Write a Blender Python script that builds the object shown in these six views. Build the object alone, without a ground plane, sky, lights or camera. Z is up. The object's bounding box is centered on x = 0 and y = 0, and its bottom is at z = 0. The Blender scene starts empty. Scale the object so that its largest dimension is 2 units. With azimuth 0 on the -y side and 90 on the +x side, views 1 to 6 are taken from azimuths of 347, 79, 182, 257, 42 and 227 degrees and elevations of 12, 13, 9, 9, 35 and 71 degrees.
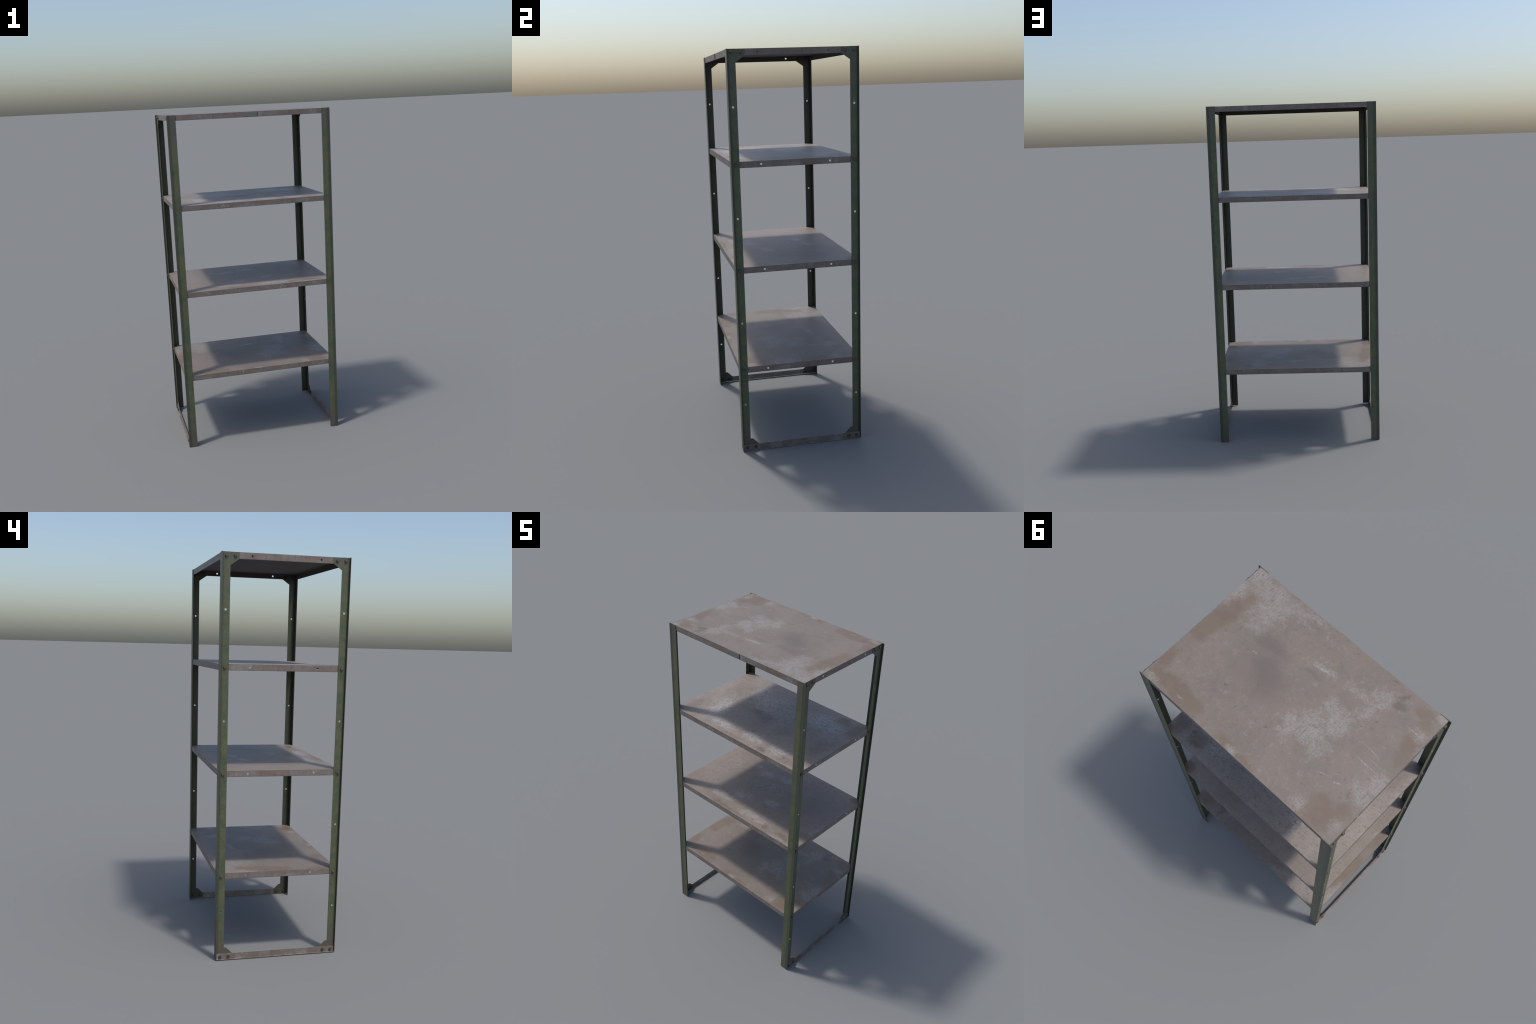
"""Old four-tier steel storage rack: green angle-iron posts, bolted sheet-steel
shelf pans with turned-down aprons, floor rails at both ends."""
import bpy, bmesh, math, random
from mathutils import Vector

random.seed(7)

# ------------------------------------------------------------------ sizes (m)
HX, HY, H = 0.480, 0.315, 2.0          # half width, half depth, height
FLANGE = 0.050                         # front/back flange of a post
WEB_X = 0.470                          # outer face of the side flange (web)
WEB_T, FL_T = 0.0022, 0.0026           # sheet thicknesses
WEB_IN = 0.2735                        # inner edge (y) of the side flange
BOLT_Y, HOLE_Y = 0.2925, 0.2930
SHELF_BOLT_Z = [1.9838, 1.4680, 0.9530, 0.4370]
POST_HOLE_Z = [1.7365, 1.2105, 0.6850, 0.2540]
PAN_X, PAN_Y, PAN_H, PAN_T = 0.4676, 0.3122, 0.0305, 0.0020
HOLE_R = 0.0052

# ================================================================ node helper
class Nodes:
    def __init__(self, name):
        self.mat = bpy.data.materials.new(name)
        self.mat.use_nodes = True
        self.t = self.mat.node_tree
        self.t.nodes.clear()
        self.out = self.t.nodes.new("ShaderNodeOutputMaterial")
        self.bsdf = self.t.nodes.new("ShaderNodeBsdfPrincipled")
        self.t.links.new(self.bsdf.outputs[0], self.out.inputs[0])
        self.obj = self.t.nodes.new("ShaderNodeTexCoord").outputs["Object"]
        s = self.t.nodes.new("ShaderNodeSeparateXYZ")
        self.link(self.obj, s.inputs[0])
        self.x, self.y, self.z = s.outputs
        g = self.t.nodes.new("ShaderNodeNewGeometry")
        s2 = self.t.nodes.new("ShaderNodeSeparateXYZ")
        self.link(g.outputs["Normal"], s2.inputs[0])
        self.nx, self.ny, self.nz = s2.outputs

    def link(self, a, b):
        self.t.links.new(a, b)

    def put(self, sock, v):
        if v is None:
            return
        if isinstance(v, bpy.types.NodeSocket):
            self.link(v, sock)
        else:
            if hasattr(sock.default_value, "__len__") and len(sock.default_value) == 4 and len(v) == 3:
                v = (*v, 1.0)
            sock.default_value = v

    def math(self, op, a, b=None, c=None, clamp=False):
        n = self.t.nodes.new("ShaderNodeMath")
        n.operation = op
        n.use_clamp = clamp
        for i, v in enumerate((a, b, c)):
            self.put(n.inputs[i], v)
        return n.outputs[0]

    def vec(self, x, y, z):
        n = self.t.nodes.new("ShaderNodeCombineXYZ")
        for i, v in enumerate((x, y, z)):
            self.put(n.inputs[i], v)
        return n.outputs[0]

    def vmath(self, op, a, b):
        n = self.t.nodes.new("ShaderNodeVectorMath")
        n.operation = op
        self.put(n.inputs[0], a)
        self.put(n.inputs[1], b)
        return n.outputs[0]

    def noise(self, vec, scale, detail=3, rough=0.55, dist=0.0, col=False):
        n = self.t.nodes.new("ShaderNodeTexNoise")
        self.put(n.inputs["Vector"], vec)
        n.inputs["Scale"].default_value = scale
        n.inputs["Detail"].default_value = detail
        n.inputs["Roughness"].default_value = rough
        n.inputs["Distortion"].default_value = dist
        return n.outputs["Color" if col else "Fac"]

    def voronoi(self, vec, scale, rand=1.0):
        n = self.t.nodes.new("ShaderNodeTexVoronoi")
        self.put(n.inputs["Vector"], vec)
        n.inputs["Scale"].default_value = scale
        n.inputs["Randomness"].default_value = rand
        return n

    def step(self, v, lo, hi, a=0.0, b=1.0):
        n = self.t.nodes.new("ShaderNodeMapRange")
        n.interpolation_type = "SMOOTHSTEP"
        for i, q in enumerate((v, lo, hi, a, b)):
            self.put(n.inputs[i], q)
        return n.outputs[0]

    def mapping(self, vec, loc=(0, 0, 0), rot=(0, 0, 0), scale=(1, 1, 1), kind="POINT"):
        n = self.t.nodes.new("ShaderNodeMapping")
        n.vector_type = kind
        self.put(n.inputs["Vector"], vec)
        n.inputs["Location"].default_value = loc
        n.inputs["Rotation"].default_value = rot
        n.inputs["Scale"].default_value = scale
        return n.outputs[0]

    def mix(self, fac, a, b, mode="MIX"):
        n = self.t.nodes.new("ShaderNodeMix")
        n.data_type = "RGBA"
        n.blend_type = mode
        self.put(n.inputs[0], fac)
        self.put(n.inputs[6], a)
        self.put(n.inputs[7], b)
        return n.outputs[2]

    def blobs(self, vec, spots, soft=0.6):
        """max of soft ellipses (cx, cy, rx, ry, degrees, strength)"""
        acc = None
        for cx, cy, rx, ry, deg, st in spots:
            m = self.mapping(vec, (cx, cy, 0), (0, 0, math.radians(deg)), (rx, ry, 1), "TEXTURE")
            n = self.t.nodes.new("ShaderNodeVectorMath")
            n.operation = "LENGTH"
            self.link(m, n.inputs[0])
            v = self.step(n.outputs["Value"], 1.0 + soft, 1.0 - soft, 0.0, st)
            acc = v if acc is None else self.math("MAXIMUM", acc, v)
        return acc

    def bump(self, height, strength, dist):
        n = self.t.nodes.new("ShaderNodeBump")
        n.inputs["Strength"].default_value = strength
        n.inputs["Distance"].default_value = dist
        self.link(height, n.inputs["Height"])
        self.link(n.outputs[0], self.bsdf.inputs["Normal"])

    def finish(self, color, rough, metallic=0.0, spec=0.5):
        self.put(self.bsdf.inputs["Base Color"], color)
        self.put(self.bsdf.inputs["Roughness"], rough)
        self.put(self.bsdf.inputs["Metallic"], metallic)
        self.put(self.bsdf.inputs["Specular IOR Level"], spec)
        return self.mat


# ================================================================== materials
def line(x0, y0, x1, y1, w, st):
    """scratch between two points, as one long thin blob"""
    L = math.hypot(x1 - x0, y1 - y0)
    return ((x0 + x1) / 2, (y0 + y1) / 2, L / 2, w, math.degrees(math.atan2(y1 - y0, x1 - x0)), st)


# wear on the top sheet (the lowest shelf carries the same wear turned half round)
TOP_WEAR = dict(
    rust=[(0.395, -0.185, 0.035, 0.024, 60, 0.9), (0.412, -0.085, 0.038, 0.075, 5, 1.1),
          (0.436, 0.000, 0.040, 0.085, 0, 1.1), (0.400, -0.135, 0.030, 0.030, 0, 0.6),
          (0.450, 0.205, 0.030, 0.060, 0, 0.9), (0.390, 0.272, 0.080, 0.036, 15, 1.1),
          (0.285, 0.280, 0.090, 0.038, -4, 1.1), (0.230, 0.268, 0.032, 0.030, 0, 0.9),
          (0.055, 0.288, 0.055, 0.022, 0, 0.8), (-0.045, 0.303, 0.060, 0.014, 0, 0.8),
          (-0.345, 0.225, 0.040, 0.040, 0, 0.9), (-0.378, 0.262, 0.080, 0.052, 20, 1.1),
          (-0.420, 0.200, 0.035, 0.035, 0, 0.8), (-0.402, 0.133, 0.018, 0.020, 0, 0.8),
          (-0.424, -0.155, 0.030, 0.045, -10, 1.0), (-0.442, -0.105, 0.030, 0.055, 0, 0.95),
          (-0.395, -0.272, 0.042, 0.026, 10, 0.8), (-0.424, -0.237, 0.030, 0.030, 0, 0.7)],
    light=[(0.445, -0.285, 0.050, 0.050, 0, 1.0), (0.350, -0.260, 0.110, 0.050, -5, 0.9),
           (0.300, -0.200, 0.070, 0.070, 0, 0.85), (0.300, -0.130, 0.050, 0.060, 0, 0.65),
           (0.463, -0.190, 0.030, 0.080, 0, 0.9), (0.240, -0.270, 0.080, 0.035, 0, 0.7),
           (-0.075, 0.095, 0.040, 0.050, 0, 0.95), (-0.130, 0.045, 0.070, 0.060, 30, 1.0),
           (-0.185, -0.030, 0.050, 0.055, 0, 1.0), (-0.125, -0.065, 0.030, 0.035, 0, 0.8),
           (-0.185, 0.085, 0.060, 0.050, 0, 0.7), (-0.240, -0.200, 0.040, 0.055, 0, 0.85),
           (-0.235, -0.130, 0.028, 0.045, 0, 0.7), (-0.155, -0.180, 0.050, 0.018, 0, 0.6),
           (0.000, -0.155, 0.050, 0.014, 10, 0.9), (-0.290, 0.275, 0.032, 0.030, 0, 0.85),
           (-0.425, 0.100, 0.050, 0.035, -40, 0.9), (-0.440, 0.045, 0.030, 0.045, 0, 0.9),
           (0.015, 0.300, 0.024, 0.020, 0, 0.95), (-0.455, -0.300, 0.022, 0.018, 0, 1.2),
           (-0.435, -0.200, 0.030, 0.030, 0, 0.7), (0.430, 0.297, 0.040, 0.018, 0, 0.9),
           (-0.440, 0.255, 0.025, 0.035, 0, 0.7), (0.150, -0.295, 0.090, 0.020, 0, 0.6)],
    dark=[(0.140, 0.005, 0.125, 0.075, -35, 0.8), (0.214, 0.045, 0.060, 0.050, 0, 0.5),
          (0.200, -0.095, 0.090, 0.040, 0, 0.75), (0.258, -0.123, 0.035, 0.030, 0, 0.6),
          (0.206, 0.128, 0.009, 0.006, 40, 1.2), (-0.303, -0.237, 0.022, 0.016, 30, 1.1),
          (-0.301, -0.275, 0.026, 0.008, 70, 0.9), (-0.234, -0.299, 0.020, 0.006, 20, 0.9),
          (0.015, -0.115, 0.060, 0.012, 10, 0.6), (-0.010, 0.150, 0.008, 0.006, 0, 0.9)],
    scratch=[line(-0.307, -0.041, -0.372, -0.037, 0.0018, 0.75), line(-0.324, 0.013, -0.403, 0.015, 0.0024, 0.8),
             line(-0.362, -0.010, -0.408, -0.010, 0.0018, 0.6), line(-0.383, -0.194, -0.440, -0.195, 0.0026, 0.6),
             line(-0.246, 0.152, -0.305, 0.132, 0.0022, 0.6), line(-0.325, 0.139, -0.353, 0.128, 0.0040, 0.7),
             line(0.236, -0.033, 0.215, -0.035, 0.0030, 0.9), line(0.311, 0.284, 0.286, 0.283, 0.0036, 0.8),
             line(0.025, -0.146, -0.060, -0.165, 0.0045, 0.8), line(-0.290, 0.118, -0.330, 0.105, 0.0020, 0.5)],
    groove=[line(-0.12, 0.075, -0.12, 0.01, 0.002, 0.6), line(-0.085, 0.115, -0.115, 0.04, 0.002, 0.6),
            line(-0.15, 0.02, -0.16, -0.02, 0.002, 0.7)],
    body_c=(0.190, 0.148, 0.126), body_a=(0.183, 0.150, 0.126), body_b=(0.160, 0.136, 0.113), grain=0.13, fleck=0.08, rub=0.60, lay=-80, pale=(0.278, 0.260, 0.246))

SECOND_WEAR = dict(
    rust=[(-0.365, 0.063, 0.060, 0.120, 10, 0.45), (-0.423, -0.190, 0.050, 0.080, 0, 0.5),
          (-0.047, -0.292, 0.120, 0.016, 0, 0.5), (0.177, -0.290, 0.035, 0.016, 0, 0.9),
          (0.355, -0.270, 0.080, 0.035, 0, 0.6), (0.323, 0.254, 0.050, 0.045, 0, 0.75),
          (0.430, 0.220, 0.045, 0.090, 0, 0.75), (0.395, -0.050, 0.060, 0.110, 0, 0.5)],
    light=[(-0.290, -0.120, 0.050, 0.130, 15, 0.9), (-0.150, -0.240, 0.080, 0.045, 10, 0.95),
           (0.077, -0.225, 0.070, 0.040, 0, 1.0), (-0.115, 0.110, 0.120, 0.100, 0, 0.75),
           (0.215, 0.162, 0.110, 0.080, 0, 0.85), (-0.225, 0.150, 0.050, 0.120, 10, 0.8),
           (0.313, 0.150, 0.060, 0.060, 0, 0.85), (0.257, -0.235, 0.060, 0.040, 0, 0.75),
           (0.030, 0.060, 0.100, 0.100, 0, 0.5)],
    dark=[(-0.226, 0.055, 0.020, 0.012, 0, 0.9), (-0.083, -0.009, 0.060, 0.035, 0, 0.75),
          (-0.010, -0.030, 0.060, 0.050, 0, 0.75), (0.315, 0.270, 0.012, 0.009, 0, 1.3),
          (0.365, 0.241, 0.010, 0.008, 0, 1.3), (0.320, -0.257, 0.007, 0.006, 0, 1.2),
          (0.150, -0.060, 0.070, 0.050, 0, 0.5), (-0.260, -0.130, 0.020, 0.030, 0, 0.5)],
    scratch=[line(-0.17, -0.235, -0.12, -0.262, 0.003, 0.5), line(-0.15, -0.225, -0.10, -0.255, 0.002, 0.4)],
    groove=[line(-0.14, -0.03, -0.02, -0.02, 0.003, 0.4)],
    body_c=(0.222, 0.182, 0.158), body_a=(0.265, 0.228, 0.201), body_b=(0.226, 0.193, 0.170), grain=0.24, fleck=0.48, rub=0.66, lay=-20, pale=(0.390, 0.380, 0.372))

THIRD_WEAR = dict(
    rust=[(-0.098, -0.295, 0.080, 0.018, 0, 1.0), (0.219, -0.275, 0.022, 0.018, 0, 0.9),
          (0.351, -0.272, 0.050, 0.024, 0, 0.85), (0.435, 0.285, 0.030, 0.030, 0, 1.0),
          (-0.450, -0.180, 0.030, 0.120, 0, 0.45), (0.430, -0.185, 0.040, 0.050, 0, 0.7),
          (0.020, -0.300, 0.070, 0.012, 0, 0.5)],
    light=[(-0.112, 0.117, 0.060, 0.032, 25, 1.0), (0.016, 0.156, 0.060, 0.028, 10, 0.9),
           (0.106, -0.082, 0.050, 0.028, 15, 0.95), (-0.084, -0.150, 0.070, 0.040, 20, 0.8),
           (-0.175, -0.225, 0.090, 0.030, 0, 0.9), (0.110, -0.255, 0.100, 0.030, 0, 1.0),
           (-0.207, 0.141, 0.020, 0.030, 0, 0.8), (0.448, -0.090, 0.016, 0.060, 0, 0.8),
           (0.330, -0.300, 0.060, 0.010, 0, 0.8), (-0.030, 0.020, 0.140, 0.070, 10, 0.4),
           (-0.350, 0.050, 0.060, 0.160, 0, 0.35), (0.440, -0.285, 0.020, 0.016, 0, 0.9)],
    dark=[(0.220, -0.262, 0.008, 0.006, 0, 1.0), (0.300, 0.050, 0.110, 0.160, 0, 0.3),
          (-0.050, 0.070, 0.010, 0.007, 0, 0.9), (0.100, -0.140, 0.008, 0.006, 0, 0.9),
          (0.250, 0.120, 0.008, 0.006, 0, 0.9)],
    scratch=[line(0.370, 0.192, 0.467, 0.174, 0.0018, 0.35), line(-0.461, -0.114, -0.455, -0.075, 0.003, 0.8),
             line(0.355, 0.172, 0.440, 0.150, 0.0016, 0.3)],
    groove=[line(0.152, 0.167, 0.213, 0.265, 0.0016, 0.9), line(0.321, -0.296, 0.285, 0.120, 0.0016, 0.85)],
    body_c=(0.205, 0.162, 0.140), body_a=(0.216, 0.178, 0.151), body_b=(0.188, 0.158, 0.133), grain=0.16, fleck=0.26, rub=0.68, lay=-20, pale=(0.318, 0.298, 0.284))

RUST = (0.146, 0.103, 0.079)
OCHRE = (0.150, 0.116, 0.082)
PALE = (0.290, 0.268, 0.255)
GRIME = (0.114, 0.093, 0.084)
CHALK = (0.440, 0.430, 0.420)
PIT = (0.125, 0.092, 0.076)


def sheet_steel(name, wear, seed, turned=False):
    n = Nodes(name)
    sx = -1.0 if turned else 1.0
    px, py = n.math("MULTIPLY", n.x, sx), n.math("MULTIPLY", n.y, sx)
    flat = n.vec(px, py, seed * 3.7)
    warp = n.noise(flat, 20, 5, 0.7, col=True)
    wob = n.vmath("MULTIPLY", n.vmath("SUBTRACT", warp, (0.5, 0.5, 0.5)), (0.075, 0.075, 0.0))
    p = n.vmath("ADD", n.vec(px, py, 0.0), wob)
    fine = n.noise(flat, 170, 3, 0.75)
    mid = n.noise(n.mapping(flat, (1, 2, 7)), 48, 5, 0.72)
    soft = n.noise(n.mapping(flat, (3, 8, 2)), 17, 4, 0.6)
    # slow tone shifts of the bare sheet: olive grey against mauve brown
    body = n.mix(n.step(n.noise(flat, 6.5, 4, 0.6), 0.36, 0.64), wear["body_a"], wear["body_b"])
    body = n.mix(n.step(soft, 0.48, 0.66, 0, 0.55), body, wear["body_c"])
    body = n.mix(n.step(mid, 0.52, 0.70, 0, 0.55), body, (0.236, 0.208, 0.188))
    body = n.mix(n.step(mid, 0.47, 0.31, 0, 0.60), body, (0.142, 0.115, 0.100))
    break_up = n.math("ADD", n.math("MULTIPLY", n.math("SUBTRACT", fine, 0.5), 1.5),
                      n.math("MULTIPLY", n.math("SUBTRACT", mid, 0.5), 1.7))

    def worn(kind, lo, hi, soft=0.6, amount=1.0):
        m = n.blobs(p, wear[kind], soft)
        m = n.math("MULTIPLY", n.step(m, 0.0, 0.25), n.math("ADD", m, n.math("MULTIPLY", break_up, amount)))
        return n.step(m, lo, hi)

    dark = worn("dark", 0.10, 1.05, 0.85, 0.35)
    col = n.mix(n.math("MULTIPLY", dark, 0.80), body, GRIME)
    rust = worn("rust", 0.20, 0.85, 0.70, 0.70)
    col = n.mix(n.math("MULTIPLY", rust, 0.82), col, n.mix(n.step(soft, 0.42, 0.58), RUST, OCHRE))
    pale = worn("light", 0.12, 1.15, 0.80, 1.00)
    col = n.mix(n.math("MULTIPLY", pale, wear["rub"]), col, wear["pale"])
    # pitted strokes, strongest where the skin is rubbed pale
    stroke_v = n.mapping(n.mapping(flat, rot=(0, 0, math.radians(wear["lay"]))), scale=(60, 170, 1))
    stroke = n.noise(stroke_v, 1.0, 3, 0.6, 0.5)
    pit = n.step(stroke, 0.53, 0.66)
    pit = n.math("MULTIPLY", pit, n.math("ADD", n.math("MULTIPLY", pale, 0.8), wear["fleck"]), clamp=True)
    col = n.mix(n.math("MULTIPLY", pit, 0.80), col, PIT)
    # dark flecks of two sizes
    for scale, keep, amt in ((48, 0.78, 0.58), (110, 0.62, 0.60)):
        v = n.voronoi(n.vmath("ADD", n.mapping(flat, (3, 1, 0)), n.vmath("MULTIPLY", wob, (0.35, 0.35, 0))), scale)
        cell = n.math("FRACT", n.math("MULTIPLY", v.outputs["Color"], 7.3))
        spot = n.math("MULTIPLY", n.step(v.outputs["Distance"], 0.32, 0.08),
                      n.step(cell, keep - 0.35 * wear["fleck"], 1.0))
        col = n.mix(n.math("MULTIPLY", spot, amt), col, (0.112, 0.087, 0.076))
    # scratches: chalky and dark
    q = n.vmath("ADD", n.vec(px, py, 0.0), n.vmath("MULTIPLY", wob, (0.08, 0.08, 0.0)))
    sc = n.math("MULTIPLY", n.blobs(q, wear["scratch"], 0.8), n.step(fine, 0.42, 0.60))
    col = n.mix(n.math("MULTIPLY", sc, 0.60), col, CHALK)
    col = n.mix(n.math("MULTIPLY", n.blobs(q, wear["groove"], 0.8), 0.7), col, PIT)
    # tiny white chips
    v2 = n.voronoi(n.mapping(flat, (8, 5, 2)), 34)
    chip = n.math("MULTIPLY", n.step(v2.outputs["Distance"], 0.085, 0.03),
                  n.step(n.math("FRACT", n.math("MULTIPLY", v2.outputs["Color"], 9.1)), 0.76, 0.84))
    col = n.mix(n.math("MULTIPLY", chip, 0.45), col, CHALK)
    # grain
    g = n.math("ADD", 1.0 - wear["grain"], n.math("MULTIPLY", fine, 2 * wear["grain"]))
    col = n.mix(1.0, col, n.vec(g, g, g), "MULTIPLY")
    n.bump(n.math("ADD", n.math("MULTIPLY", fine, 0.5), n.math("MULTIPLY", mid, 0.6)), 0.25, 0.002)
    rough = n.math("ADD", 0.53, n.math("MULTIPLY", n.math("SUBTRACT", mid, 0.5), 0.35))
    return n.finish(col, rough, 0.0, 0.5)


def apron_steel(name, seed):
    """turned-down edges and underside of a shelf pan"""
    n = Nodes(name)
    mid = n.noise(n.vec(n.x, n.math("ADD", n.y, seed), n.z), 48, 5, 0.72)
    # aprons: vertical rub marks, rusty and pale clouds, dark arrises
    streak = n.noise(n.vec(n.math("MULTIPLY", n.x, 62), n.math("MULTIPLY", n.y, 62),
                           n.math("MULTIPLY", n.z, 12)), 1.0, 5, 0.75)
    cloud = n.noise(n.vec(n.math("MULTIPLY", n.x, 12), n.math("MULTIPLY", n.y, 12),
                          n.math("ADD", n.math("MULTIPLY", n.z, 26), seed)), 1.0, 4, 0.65)
    side = n.mix(n.step(cloud, 0.36, 0.60), (0.172, 0.127, 0.107), (0.182, 0.157, 0.136))
    side = n.mix(n.step(n.math("ADD", cloud, n.math("MULTIPLY", n.math("SUBTRACT", mid, 0.5), 0.6)),
                        0.54, 0.74, 0, 0.70), side, (0.262, 0.236, 0.214))
    side = n.mix(n.step(streak, 0.50, 0.70, 0, 0.68), side, (0.100, 0.080, 0.072))
    side = n.mix(n.step(streak, 0.44, 0.28, 0, 0.40), side, (0.210, 0.188, 0.172))
    low = n.step(n.z, -PAN_H + 0.0035, -PAN_H + 0.0005)
    side = n.mix(n.math("MULTIPLY", low, 0.55), side, (0.085, 0.055, 0.047))
    rim = n.math("MULTIPLY", n.step(n.z, -0.0028, -0.0004), n.step(mid, 0.40, 0.58))
    side = n.mix(n.math("MULTIPLY", rim, 0.55), side, (0.095, 0.075, 0.066))
    # underside and inner apron faces: a darker tone
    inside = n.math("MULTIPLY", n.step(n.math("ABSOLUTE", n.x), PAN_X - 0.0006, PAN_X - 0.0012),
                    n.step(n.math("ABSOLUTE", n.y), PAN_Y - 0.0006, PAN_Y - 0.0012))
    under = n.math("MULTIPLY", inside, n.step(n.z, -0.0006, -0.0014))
    under_tone = n.mix(n.step(n.nz, -0.4, -0.9), (0.058, 0.045, 0.037), (0.068, 0.060, 0.057))
    under_tone = n.mix(n.step(streak, 0.42, 0.66), under_tone, (0.052, 0.045, 0.042))
    col = n.mix(under, side, under_tone)
    n.bump(mid, 0.2, 0.002)
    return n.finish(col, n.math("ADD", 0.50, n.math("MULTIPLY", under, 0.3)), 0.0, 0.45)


def post_paint(name, sx, sy, seed):
    """chipped olive-green paint; local origin is the foot of the post on the web line"""
    n = Nodes(name)
    v = n.vec(n.x, n.math("ADD", n.y, seed), n.z)
    big = n.noise(v, 17, 4, 0.6)
    mid = n.noise(n.mapping(v, (5, 3, 2)), 55, 4, 0.65)
    fine = n.noise(v, 260, 2, 0.6)
    col = n.mix(n.step(big, 0.38, 0.62), (0.068, 0.090, 0.048), (0.102, 0.109, 0.054))
    col = n.mix(n.step(mid, 0.50, 0.70, 0, 0.55), col, (0.112, 0.114, 0.062))
    col = n.mix(n.step(mid, 0.47, 0.32, 0, 0.5), col, (0.048, 0.062, 0.042))
    # paint rubbed to a brownish grey near the head and the foot
    wob = n.math("MULTIPLY", n.math("SUBTRACT", big, 0.5), 0.22)
    head = n.step(n.math("ADD", n.z, wob), 1.78, 1.93)
    foot = n.step(n.math("ADD", n.z, n.math("MULTIPLY", wob, 0.5)), 0.20, 0.035)
    web = n.step(n.math("ABSOLUTE", n.nx), 0.4, 0.9, 0.72, 0.36)
    col = n.mix(n.math("MULTIPLY", head, web), col, (0.092, 0.085, 0.068))
    col = n.mix(n.math("MULTIPLY", foot, 0.85), col, (0.092, 0.078, 0.063))
    # worn brown arrises of both flanges
    def edge(axis, pos, w):
        d = n.math("ABSOLUTE", n.math("SUBTRACT", axis, pos))
        return n.step(d, w, w * 0.3)
    e = n.math("MAXIMUM", edge(n.x, sx * (HX - WEB_X), 0.0028), edge(n.x, sx * (HX - FLANGE - WEB_X), 0.0028))
    e = n.math("MAXIMUM", e, edge(n.y, -sy * (HY - WEB_IN), 0.0026))
    e = n.math("MULTIPLY", e, n.step(mid, 0.30, 0.55))
    col = n.mix(n.math("MULTIPLY", e, 0.75), col, (0.088, 0.062, 0.050))
    # occlusion shade painted into the inner corner where the flanges meet
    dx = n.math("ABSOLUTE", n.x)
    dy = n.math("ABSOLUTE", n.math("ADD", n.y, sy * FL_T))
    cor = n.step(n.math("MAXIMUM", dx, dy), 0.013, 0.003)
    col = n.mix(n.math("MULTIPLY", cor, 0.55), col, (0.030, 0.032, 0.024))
    # dirt collected round the joints with the shelves
    joint = None
    for z in SHELF_BOLT_Z[1:]:
        j = n.step(n.math("ABSOLUTE", n.math("SUBTRACT", n.z, z - 0.012)), 0.045, 0.010)
        joint = j if joint is None else n.math("MAXIMUM", joint, j)
    col = n.mix(n.math("MULTIPLY", n.math("MULTIPLY", joint, n.step(mid, 0.40, 0.62)), 0.45), col, (0.045, 0.042, 0.034))
    # inward faces tinted darker, baking ambient shadow into the paint colour
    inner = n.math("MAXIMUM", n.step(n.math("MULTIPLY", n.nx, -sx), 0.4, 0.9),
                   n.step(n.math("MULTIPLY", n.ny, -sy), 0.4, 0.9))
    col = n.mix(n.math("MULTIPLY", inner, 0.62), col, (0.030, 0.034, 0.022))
    # pale nicks
    vo = n.voronoi(v, 42)
    chip = n.math("MULTIPLY", n.step(vo.outputs["Distance"], 0.13, 0.05),
                  n.step(n.math("FRACT", n.math("MULTIPLY", vo.outputs["Color"], 6.7)), 0.70, 0.80))
    col = n.mix(n.math("MULTIPLY", chip, 0.45), col, (0.135, 0.160, 0.115))
    g = n.math("ADD", 0.90, n.math("MULTIPLY", fine, 0.20))
    col = n.mix(1.0, col, n.vec(g, g, g), "MULTIPLY")
    n.bump(mid, 0.15, 0.0015)
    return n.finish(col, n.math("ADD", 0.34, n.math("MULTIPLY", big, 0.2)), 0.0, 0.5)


def rusty_iron(name, a, b, scale, rough=0.7):
    n = Nodes(name)
    f = n.noise(n.obj, scale, 4, 0.65)
    col = n.mix(n.step(f, 0.38, 0.62), a, b)
    n.bump(f, 0.3, 0.001)
    return n.finish(col, rough, 0.0, 0.4)


def rail_steel(name, seed):
    n = Nodes(name)
    v = n.vec(n.x, n.math("ADD", n.y, seed), n.math("MULTIPLY", n.z, 1.0))
    big = n.noise(v, 13, 3, 0.6)
    mid = n.noise(v, 70, 4, 0.7)
    col = n.mix(n.step(big, 0.40, 0.60), (0.160, 0.124, 0.100), (0.176, 0.153, 0.138))
    m = n.math("ADD", big, n.math("MULTIPLY", n.math("SUBTRACT", mid, 0.5), 0.7))
    col = n.mix(n.step(m, 0.50, 0.70, 0, 0.6), col, (0.260, 0.236, 0.220))
    col = n.mix(n.step(mid, 0.46, 0.32, 0, 0.7), col, (0.100, 0.080, 0.070))
    n.bump(mid, 0.25, 0.0015)
    return n.finish(col, 0.62, 0.0, 0.45)


MAT = {
    "bolt": rusty_iron("rusty_bolt", (0.070, 0.052, 0.044), (0.112, 0.086, 0.075), 160),
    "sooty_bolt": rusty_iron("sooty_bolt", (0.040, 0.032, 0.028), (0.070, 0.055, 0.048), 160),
    "nut": rusty_iron("dark_nut", (0.030, 0.024, 0.020), (0.055, 0.042, 0.036), 160),
    "bare": rusty_iron("lightened_bore_edge", (0.300, 0.285, 0.270), (0.480, 0.470, 0.460), 200, 0.45),  # hole bores in a paler tone than the sheet around them
    "label": rusty_iron("grey_green_tin", (0.128, 0.133, 0.118), (0.158, 0.161, 0.146), 70, 0.5),
    "dark_strip": rusty_iron("dark_strip_grey", (0.060, 0.062, 0.060), (0.085, 0.085, 0.080), 70),
    "chalk": rusty_iron("chalk_paint", (0.200, 0.192, 0.182), (0.390, 0.385, 0.375), 130, 0.8),
    "rail": rail_steel("worn_rail_steel", 1.7),
}
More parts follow.
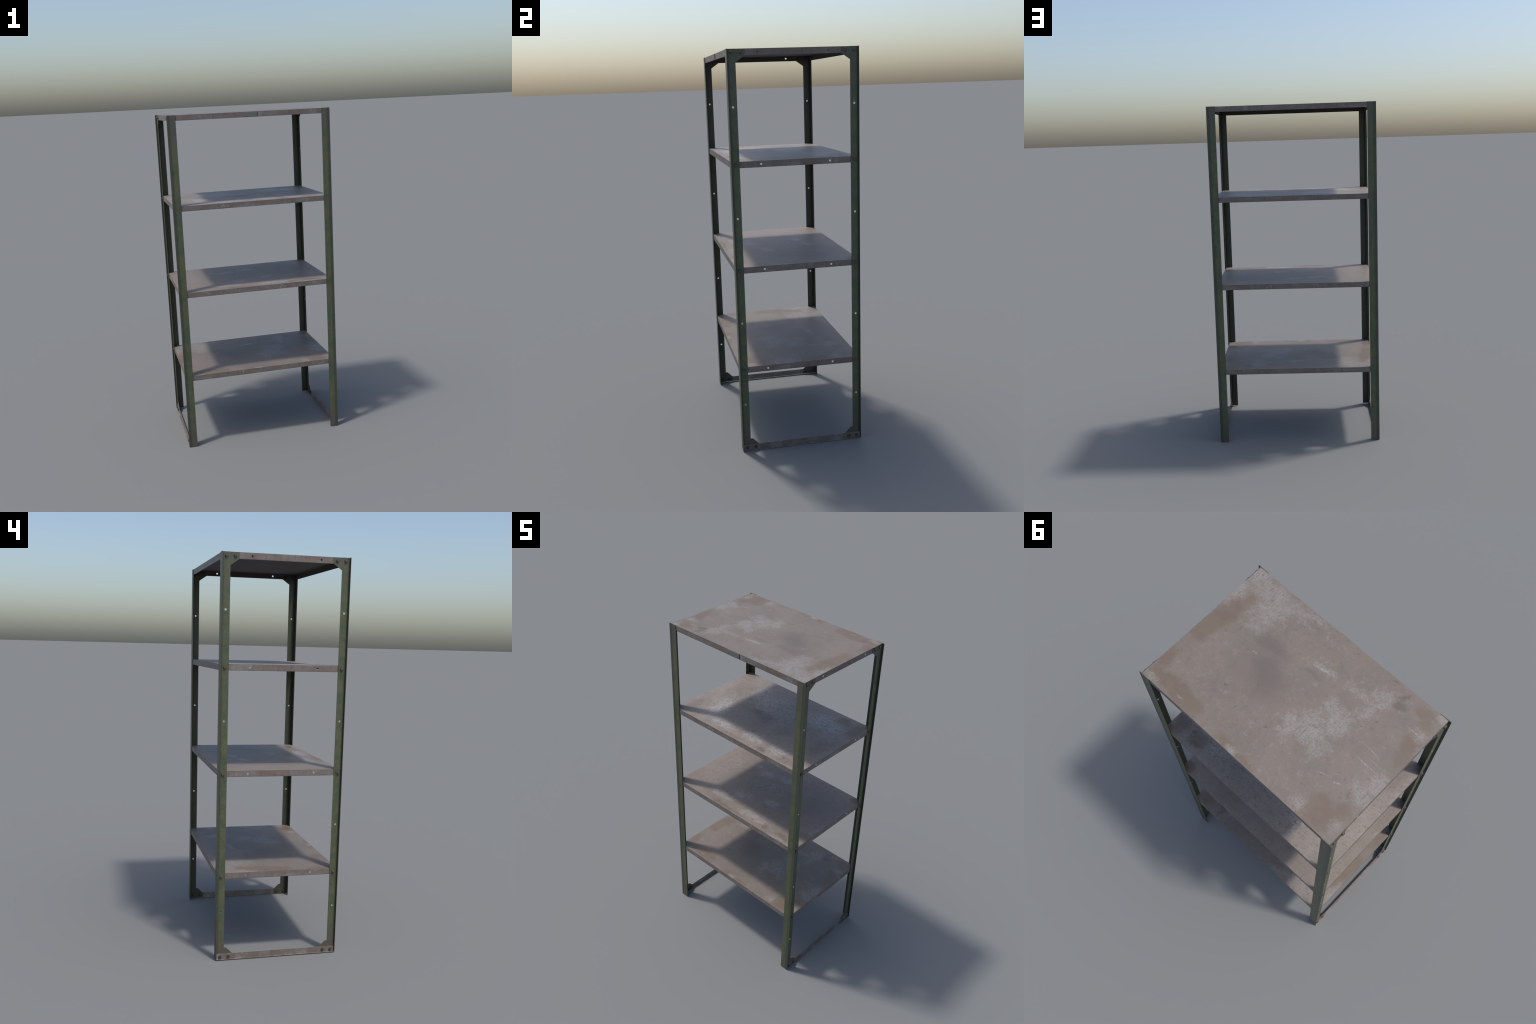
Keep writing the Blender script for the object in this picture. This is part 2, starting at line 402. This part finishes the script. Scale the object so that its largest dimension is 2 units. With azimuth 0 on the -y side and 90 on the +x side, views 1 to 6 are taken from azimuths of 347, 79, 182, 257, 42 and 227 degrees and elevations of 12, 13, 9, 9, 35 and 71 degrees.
PAN_MATS = [sheet_steel("worn_sheet_top", TOP_WEAR, 1.0),
            sheet_steel("worn_sheet_speckled", SECOND_WEAR, 2.3),
            sheet_steel("worn_sheet_blotched", THIRD_WEAR, 3.1),
            sheet_steel("worn_sheet_turned", TOP_WEAR, 1.0, True)]
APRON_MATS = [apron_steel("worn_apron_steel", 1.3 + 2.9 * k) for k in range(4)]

# ==================================================================== meshing
def plate(bm, outline, holes, thick, place, edge_mat=0, seg=20):
    """Flat sheet with round holes, extruded by `thick`.
    place(u, v, w) -> xyz, with w running 0..thick."""
    tmp = bmesh.new()
    loops = [outline]
    for u, v, r in holes:
        loops.append([(u + r * math.cos(2 * math.pi * k / seg), v + r * math.sin(2 * math.pi * k / seg))
                      for k in range(seg)])
    edges = []
    for lp in loops:
        vs = [tmp.verts.new((u, v, 0)) for u, v in lp]
        edges += [tmp.edges.new((vs[i], vs[(i + 1) % len(vs)])) for i in range(len(vs))]
    bmesh.ops.triangle_fill(tmp, use_beauty=True, use_dissolve=False, edges=edges)
    tmp.verts.ensure_lookup_table()
    tmp.verts.index_update()
    lo = [bm.verts.new(place(v.co.x, v.co.y, 0.0)) for v in tmp.verts]
    hi = [bm.verts.new(place(v.co.x, v.co.y, thick)) for v in tmp.verts]
    new = []
    for f in tmp.faces:
        ids = [v.index for v in f.verts]
        new.append(bm.faces.new([lo[i] for i in ids]))
        new.append(bm.faces.new([hi[i] for i in reversed(ids)]))
    n0 = len(outline)
    for e in tmp.edges:
        if len(e.link_faces) == 1:
            a, b = e.verts[0].index, e.verts[1].index
            f = bm.faces.new([lo[a], lo[b], hi[b], hi[a]])
            if a >= n0:
                f.material_index = edge_mat
            new.append(f)
    tmp.free()
    bmesh.ops.recalc_face_normals(bm, faces=new)


def box(bm, a, b):
    vs = [bm.verts.new((x, y, z)) for z in (a[2], b[2]) for y in (a[1], b[1]) for x in (a[0], b[0])]
    q = [(0, 2, 3, 1), (4, 5, 7, 6), (0, 1, 5, 4), (2, 6, 7, 3), (0, 4, 6, 2), (1, 3, 7, 5)]
    fs = [bm.faces.new([vs[i] for i in f]) for f in q]
    bmesh.ops.recalc_face_normals(bm, faces=fs)
    return fs


def obj_from(bm, name, mats, parent=None, loc=(0, 0, 0), bevel=0.0, smooth=False):
    me = bpy.data.meshes.new(name)
    bm.to_mesh(me)
    bm.free()
    for m in mats:
        me.materials.append(m)
    o = bpy.data.objects.new(name, me)
    bpy.context.scene.collection.objects.link(o)
    o.location = loc
    o.parent = parent
    if smooth:
        for f in me.polygons:
            f.use_smooth = True
    if bevel:
        md = o.modifiers.new("soft_arris", "BEVEL")
        md.width = bevel
        md.segments = 2
        md.limit_method = "ANGLE"
        md.angle_limit = math.radians(50)
    return o


root = bpy.data.objects.new("storage_rack", None)
bpy.context.scene.collection.objects.link(root)
root["label"] = "tall worn metal rack with green posts and four rusty shelves"
root["category"] = "storage shelf"


# ------------------------------------------------------- bolt and nut (shared)
def hex_head():
    bm = bmesh.new()
    r, h = 0.0085, 0.0064
    prof = [(r, 0.0), (r, h * 0.72), (r * 0.80, h)]
    rings = []
    for rad, z in prof:
        rings.append([bm.verts.new((z, rad * math.cos(math.pi * k / 3), rad * math.sin(math.pi * k / 3)))
                      for k in range(6)])
    for a, b in zip(rings, rings[1:]):
        for k in range(6):
            bm.faces.new([a[k], a[(k + 1) % 6], b[(k + 1) % 6], b[k]])
    bm.faces.new(rings[-1])
    bm.faces.new(list(reversed(rings[0])))
    bmesh.ops.recalc_face_normals(bm, faces=bm.faces[:])
    return bm


def nut_body():
    bm = bmesh.new()
    for r, x0, x1, seg in ((0.0078, 0.0, 0.0035, 6), (0.0042, 0.0030, 0.0062, 12)):
        rings = [[bm.verts.new((x, r * math.cos(2 * math.pi * k / seg), r * math.sin(2 * math.pi * k / seg)))
                  for k in range(seg)] for x in (x0, x1)]
        for k in range(seg):
            bm.faces.new([rings[0][k], rings[0][(k + 1) % seg], rings[1][(k + 1) % seg], rings[1][k]])
        bm.faces.new(rings[1])
        bm.faces.new(list(reversed(rings[0])))
    bmesh.ops.recalc_face_normals(bm, faces=bm.faces[:])
    return bm


def mesh_of(bm, name, mat):
    me = bpy.data.meshes.new(name)
    bm.to_mesh(me)
    bm.free()
    me.materials.append(mat)
    return me


BOLT = mesh_of(hex_head(), "bolt", MAT["bolt"])
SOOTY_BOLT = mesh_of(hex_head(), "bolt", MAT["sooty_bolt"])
NUT = mesh_of(nut_body(), "nut", MAT["nut"])


def fasten(parent, base, sx, face_x, back_x, y, z, head=None):
    """one bolt through the side flange, with its nut on the inside"""
    for me, x, d in ((head or BOLT, face_x, sx), (NUT, back_x, -sx)):
        o = bpy.data.objects.new(me.name.split(".")[0], me)
        bpy.context.scene.collection.objects.link(o)
        o.parent = parent
        o.location = Vector((x, y, z)) - Vector(base)
        o.rotation_euler = (random.uniform(0, math.pi / 3), 0, 0 if d > 0 else math.pi)


# --------------------------------------------------------------------- posts
RAIL_T = 0.0022
for sx in (-1, 1):
    for sy in (-1, 1):
        base = (sx * WEB_X, sy * HY, 0.0)
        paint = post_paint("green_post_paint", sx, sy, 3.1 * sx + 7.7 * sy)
        bm = bmesh.new()
        # flange facing front/back
        box(bm, (sx * (HX - FLANGE - WEB_X), 0, 0), (sx * (HX - WEB_X), -sy * FL_T, H))
        # side flange, drilled
        y0, y1 = FL_T, HY - WEB_IN
        holes = [(HY - HOLE_Y, z, HOLE_R) for z in POST_HOLE_Z]
        plate(bm, [(y0, 0.0002), (y1, 0.0002), (y1, H - 0.0006), (y0, H - 0.0006)], holes, WEB_T,
              lambda u, v, w: (-sx * w, -sy * u, v), edge_mat=1)
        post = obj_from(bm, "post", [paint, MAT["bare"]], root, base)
        # corner gussets, welded to the edge of the side flange
        top = [(y1, 1.9392), (0.0845, 1.9688), (0.0845, H - 0.001), (y1, H - 0.001)]
        bot = [(y1, 0.001), (0.0845, 0.001), (0.0845, 0.0312), (0.0520, 0.0632), (y1, 0.0632)]
        for shape in (top, bot):
            bm = bmesh.new()
            plate(bm, shape, [], WEB_T - 0.0004, lambda u, v, w: (-sx * (w + 0.0002), -sy * u, v))
            obj_from(bm, "gusset", [paint], post)
        # bolts
        back = sx * (PAN_X - PAN_T)
        for z in SHELF_BOLT_Z:
            fasten(post, base, sx, sx * WEB_X, back, sy * BOLT_Y, z)
        fasten(post, base, sx, sx * WEB_X, back, sy * 0.2500, SHELF_BOLT_Z[0])
        for y in (BOLT_Y, 0.2500):
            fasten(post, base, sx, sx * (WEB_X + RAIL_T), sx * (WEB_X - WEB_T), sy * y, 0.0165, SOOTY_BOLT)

# --------------------------------------------------------------- floor rails
for sx in (-1, 1):
    bm = bmesh.new()
    yl = HY - FL_T - 0.0006
    box(bm, (sx * 0.0002, -yl, 0.0002), (sx * RAIL_T, yl, 0.0318))
    box(bm, (sx * (RAIL_T + 0.00001), -yl, 0.0003), (sx * 0.0092, yl, 0.0036))
    obj_from(bm, "floor_rail", [MAT["rail"]], root, (sx * WEB_X, 0, 0), bevel=0.0004)

# -------------------------------------------------------------------- shelves
def chalk_marks(parent, text, x, z, size, face, mirrored=False, tilt=0.0):
    """hand-chalked letters as thin raised paint on an apron (face = -1 front, +1 back)"""
    cu = bpy.data.curves.new("chalk_letters", "FONT")
    cu.body = text
    cu.size = size
    cu.extrude = 0.00025
    cu.space_character = 1.25
    tmp = bpy.data.objects.new("tmp_letters", cu)
    bpy.context.scene.collection.objects.link(tmp)
    bpy.context.view_layer.update()
    me = bpy.data.meshes.new_from_object(tmp.evaluated_get(bpy.context.evaluated_depsgraph_get()))
    bpy.data.objects.remove(tmp)
    ca, sa = math.cos(tilt), math.sin(tilt)
    for v in me.vertices:
        u, w, d = v.co
        u, w = u * ca - w * sa, u * sa + w * ca
        v.co = (u, face * (PAN_Y + 0.0003 + d), w)
    me.materials.clear()
    me.materials.append(MAT["chalk"])
    me.name = "chalk_letters"
    o = bpy.data.objects.new("chalk_letters", me)
    bpy.context.scene.collection.objects.link(o)
    o.parent = parent
    o.location = (x, 0, z)


def chalk_stroke(parent, pts, width, face):
    """a chalk dash through (x, z) points on an apron"""
    bm = bmesh.new()
    for (xa, za), (xb, zb) in zip(pts, pts[1:]):
        L = math.hypot(xb - xa, zb - za)
        nx, nz = -(zb - za) / L * width / 2, (xb - xa) / L * width / 2
        y0, y1 = face * (PAN_Y + 0.0001), face * (PAN_Y + 0.0005)
        vs = [bm.verts.new((x, y, z)) for y in (y0, y1) for x, z in
              ((xa + nx, za + nz), (xb + nx, zb + nz), (xb - nx, zb - nz), (xa - nx, za - nz))]
        fs = [bm.faces.new([vs[i] for i in f]) for f in
              ((4, 5, 6, 7), (0, 1, 5, 4), (1, 2, 6, 5), (2, 3, 7, 6), (3, 0, 4, 7), (3, 2, 1, 0))]
        bmesh.ops.recalc_face_normals(bm, faces=fs)
    obj_from(bm, "chalk_mark", [MAT["chalk"]], parent)


for i, bz in enumerate(SHELF_BOLT_Z):
    ztop = bz + 0.0155 if i else H - 0.0008
    if i == 0:
        bz_l = bz - ztop
    else:
        bz_l = -0.0155
    bm = bmesh.new()
    # sheet: its upper face carries the worn finish, all the rest the apron finish
    box(bm, (-PAN_X, -PAN_Y, -PAN_T), (PAN_X, PAN_Y, 0))
    for f in bm.faces:
        f.material_index = 2 if f.normal.z > 0.9 else 0
    # side aprons, drilled for the bolts and with two spare holes
    for sx in (-1, 1):
        holes = [(sy * 0.1690, bz_l, HOLE_R) for sy in (-1, 1)]
        yl = PAN_Y - PAN_T
        plate(bm, [(-yl, -PAN_H), (yl, -PAN_H), (yl, -PAN_T), (-yl, -PAN_T)], holes, PAN_T,
              lambda u, v, w: (sx * (PAN_X - w), u, v), edge_mat=1)
    # front and back aprons
    for sy in (-1, 1):
        box(bm, (-PAN_X, sy * PAN_Y, -PAN_H), (PAN_X, sy * (PAN_Y - PAN_T), -PAN_T))
    bmesh.ops.remove_doubles(bm, verts=bm.verts[:], dist=0.00005)
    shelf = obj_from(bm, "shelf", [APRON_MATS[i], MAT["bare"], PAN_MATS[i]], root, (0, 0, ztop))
    if i == 0:
        bm = bmesh.new()
        box(bm, (-0.0400, -PAN_Y - 0.0022, -0.0272), (0.0420, -PAN_Y - 0.0001, -0.0014))
        obj_from(bm, "label_plate", [MAT["label"]], shelf, bevel=0.0003)
        bm = bmesh.new()
        box(bm, (0.0421, -PAN_Y - 0.0030, -0.0278), (0.0446, -PAN_Y - 0.0001, -0.0010))
        obj_from(bm, "label_dark_strip", [MAT["dark_strip"]], shelf)
    if i == 1:
        y = -1
        chalk_stroke(shelf, [(-0.2255, -0.0090), (-0.2245, -0.0250), (-0.2110, -0.0238)], 0.0032, y)
        chalk_stroke(shelf, [(-0.2000, -0.0245), (-0.1815, -0.0072), (-0.1755, -0.0262)], 0.0034, y)
        chalk_stroke(shelf, [(-0.1650, -0.0255), (-0.1665, -0.0140), (-0.1480, -0.0190), (-0.1635, -0.0225)], 0.0028, y)
    if i == 2:
        for y in (-1, 1):
            chalk_stroke(shelf, [(0.1410, -0.0255), (0.1415, -0.0050), (0.1550, -0.0125), (0.1420, -0.0160)], 0.0036, y)
            chalk_stroke(shelf, [(0.1720, -0.0140), (0.1615, -0.0175), (0.1640, -0.0215), (0.1720, -0.0225)], 0.0024, y)
    if i == 3:
        for y in (-1, 1):
            chalk_stroke(shelf, [(-0.1175, -0.0040), (-0.1195, -0.0155)], 0.0050, y)
            chalk_stroke(shelf, [(0.3230, -0.0030), (0.3170, -0.0115), (0.3345, -0.0110)], 0.0030, y)
            chalk_stroke(shelf, [(0.3285, -0.0060), (0.3270, -0.0170)], 0.0030, y)
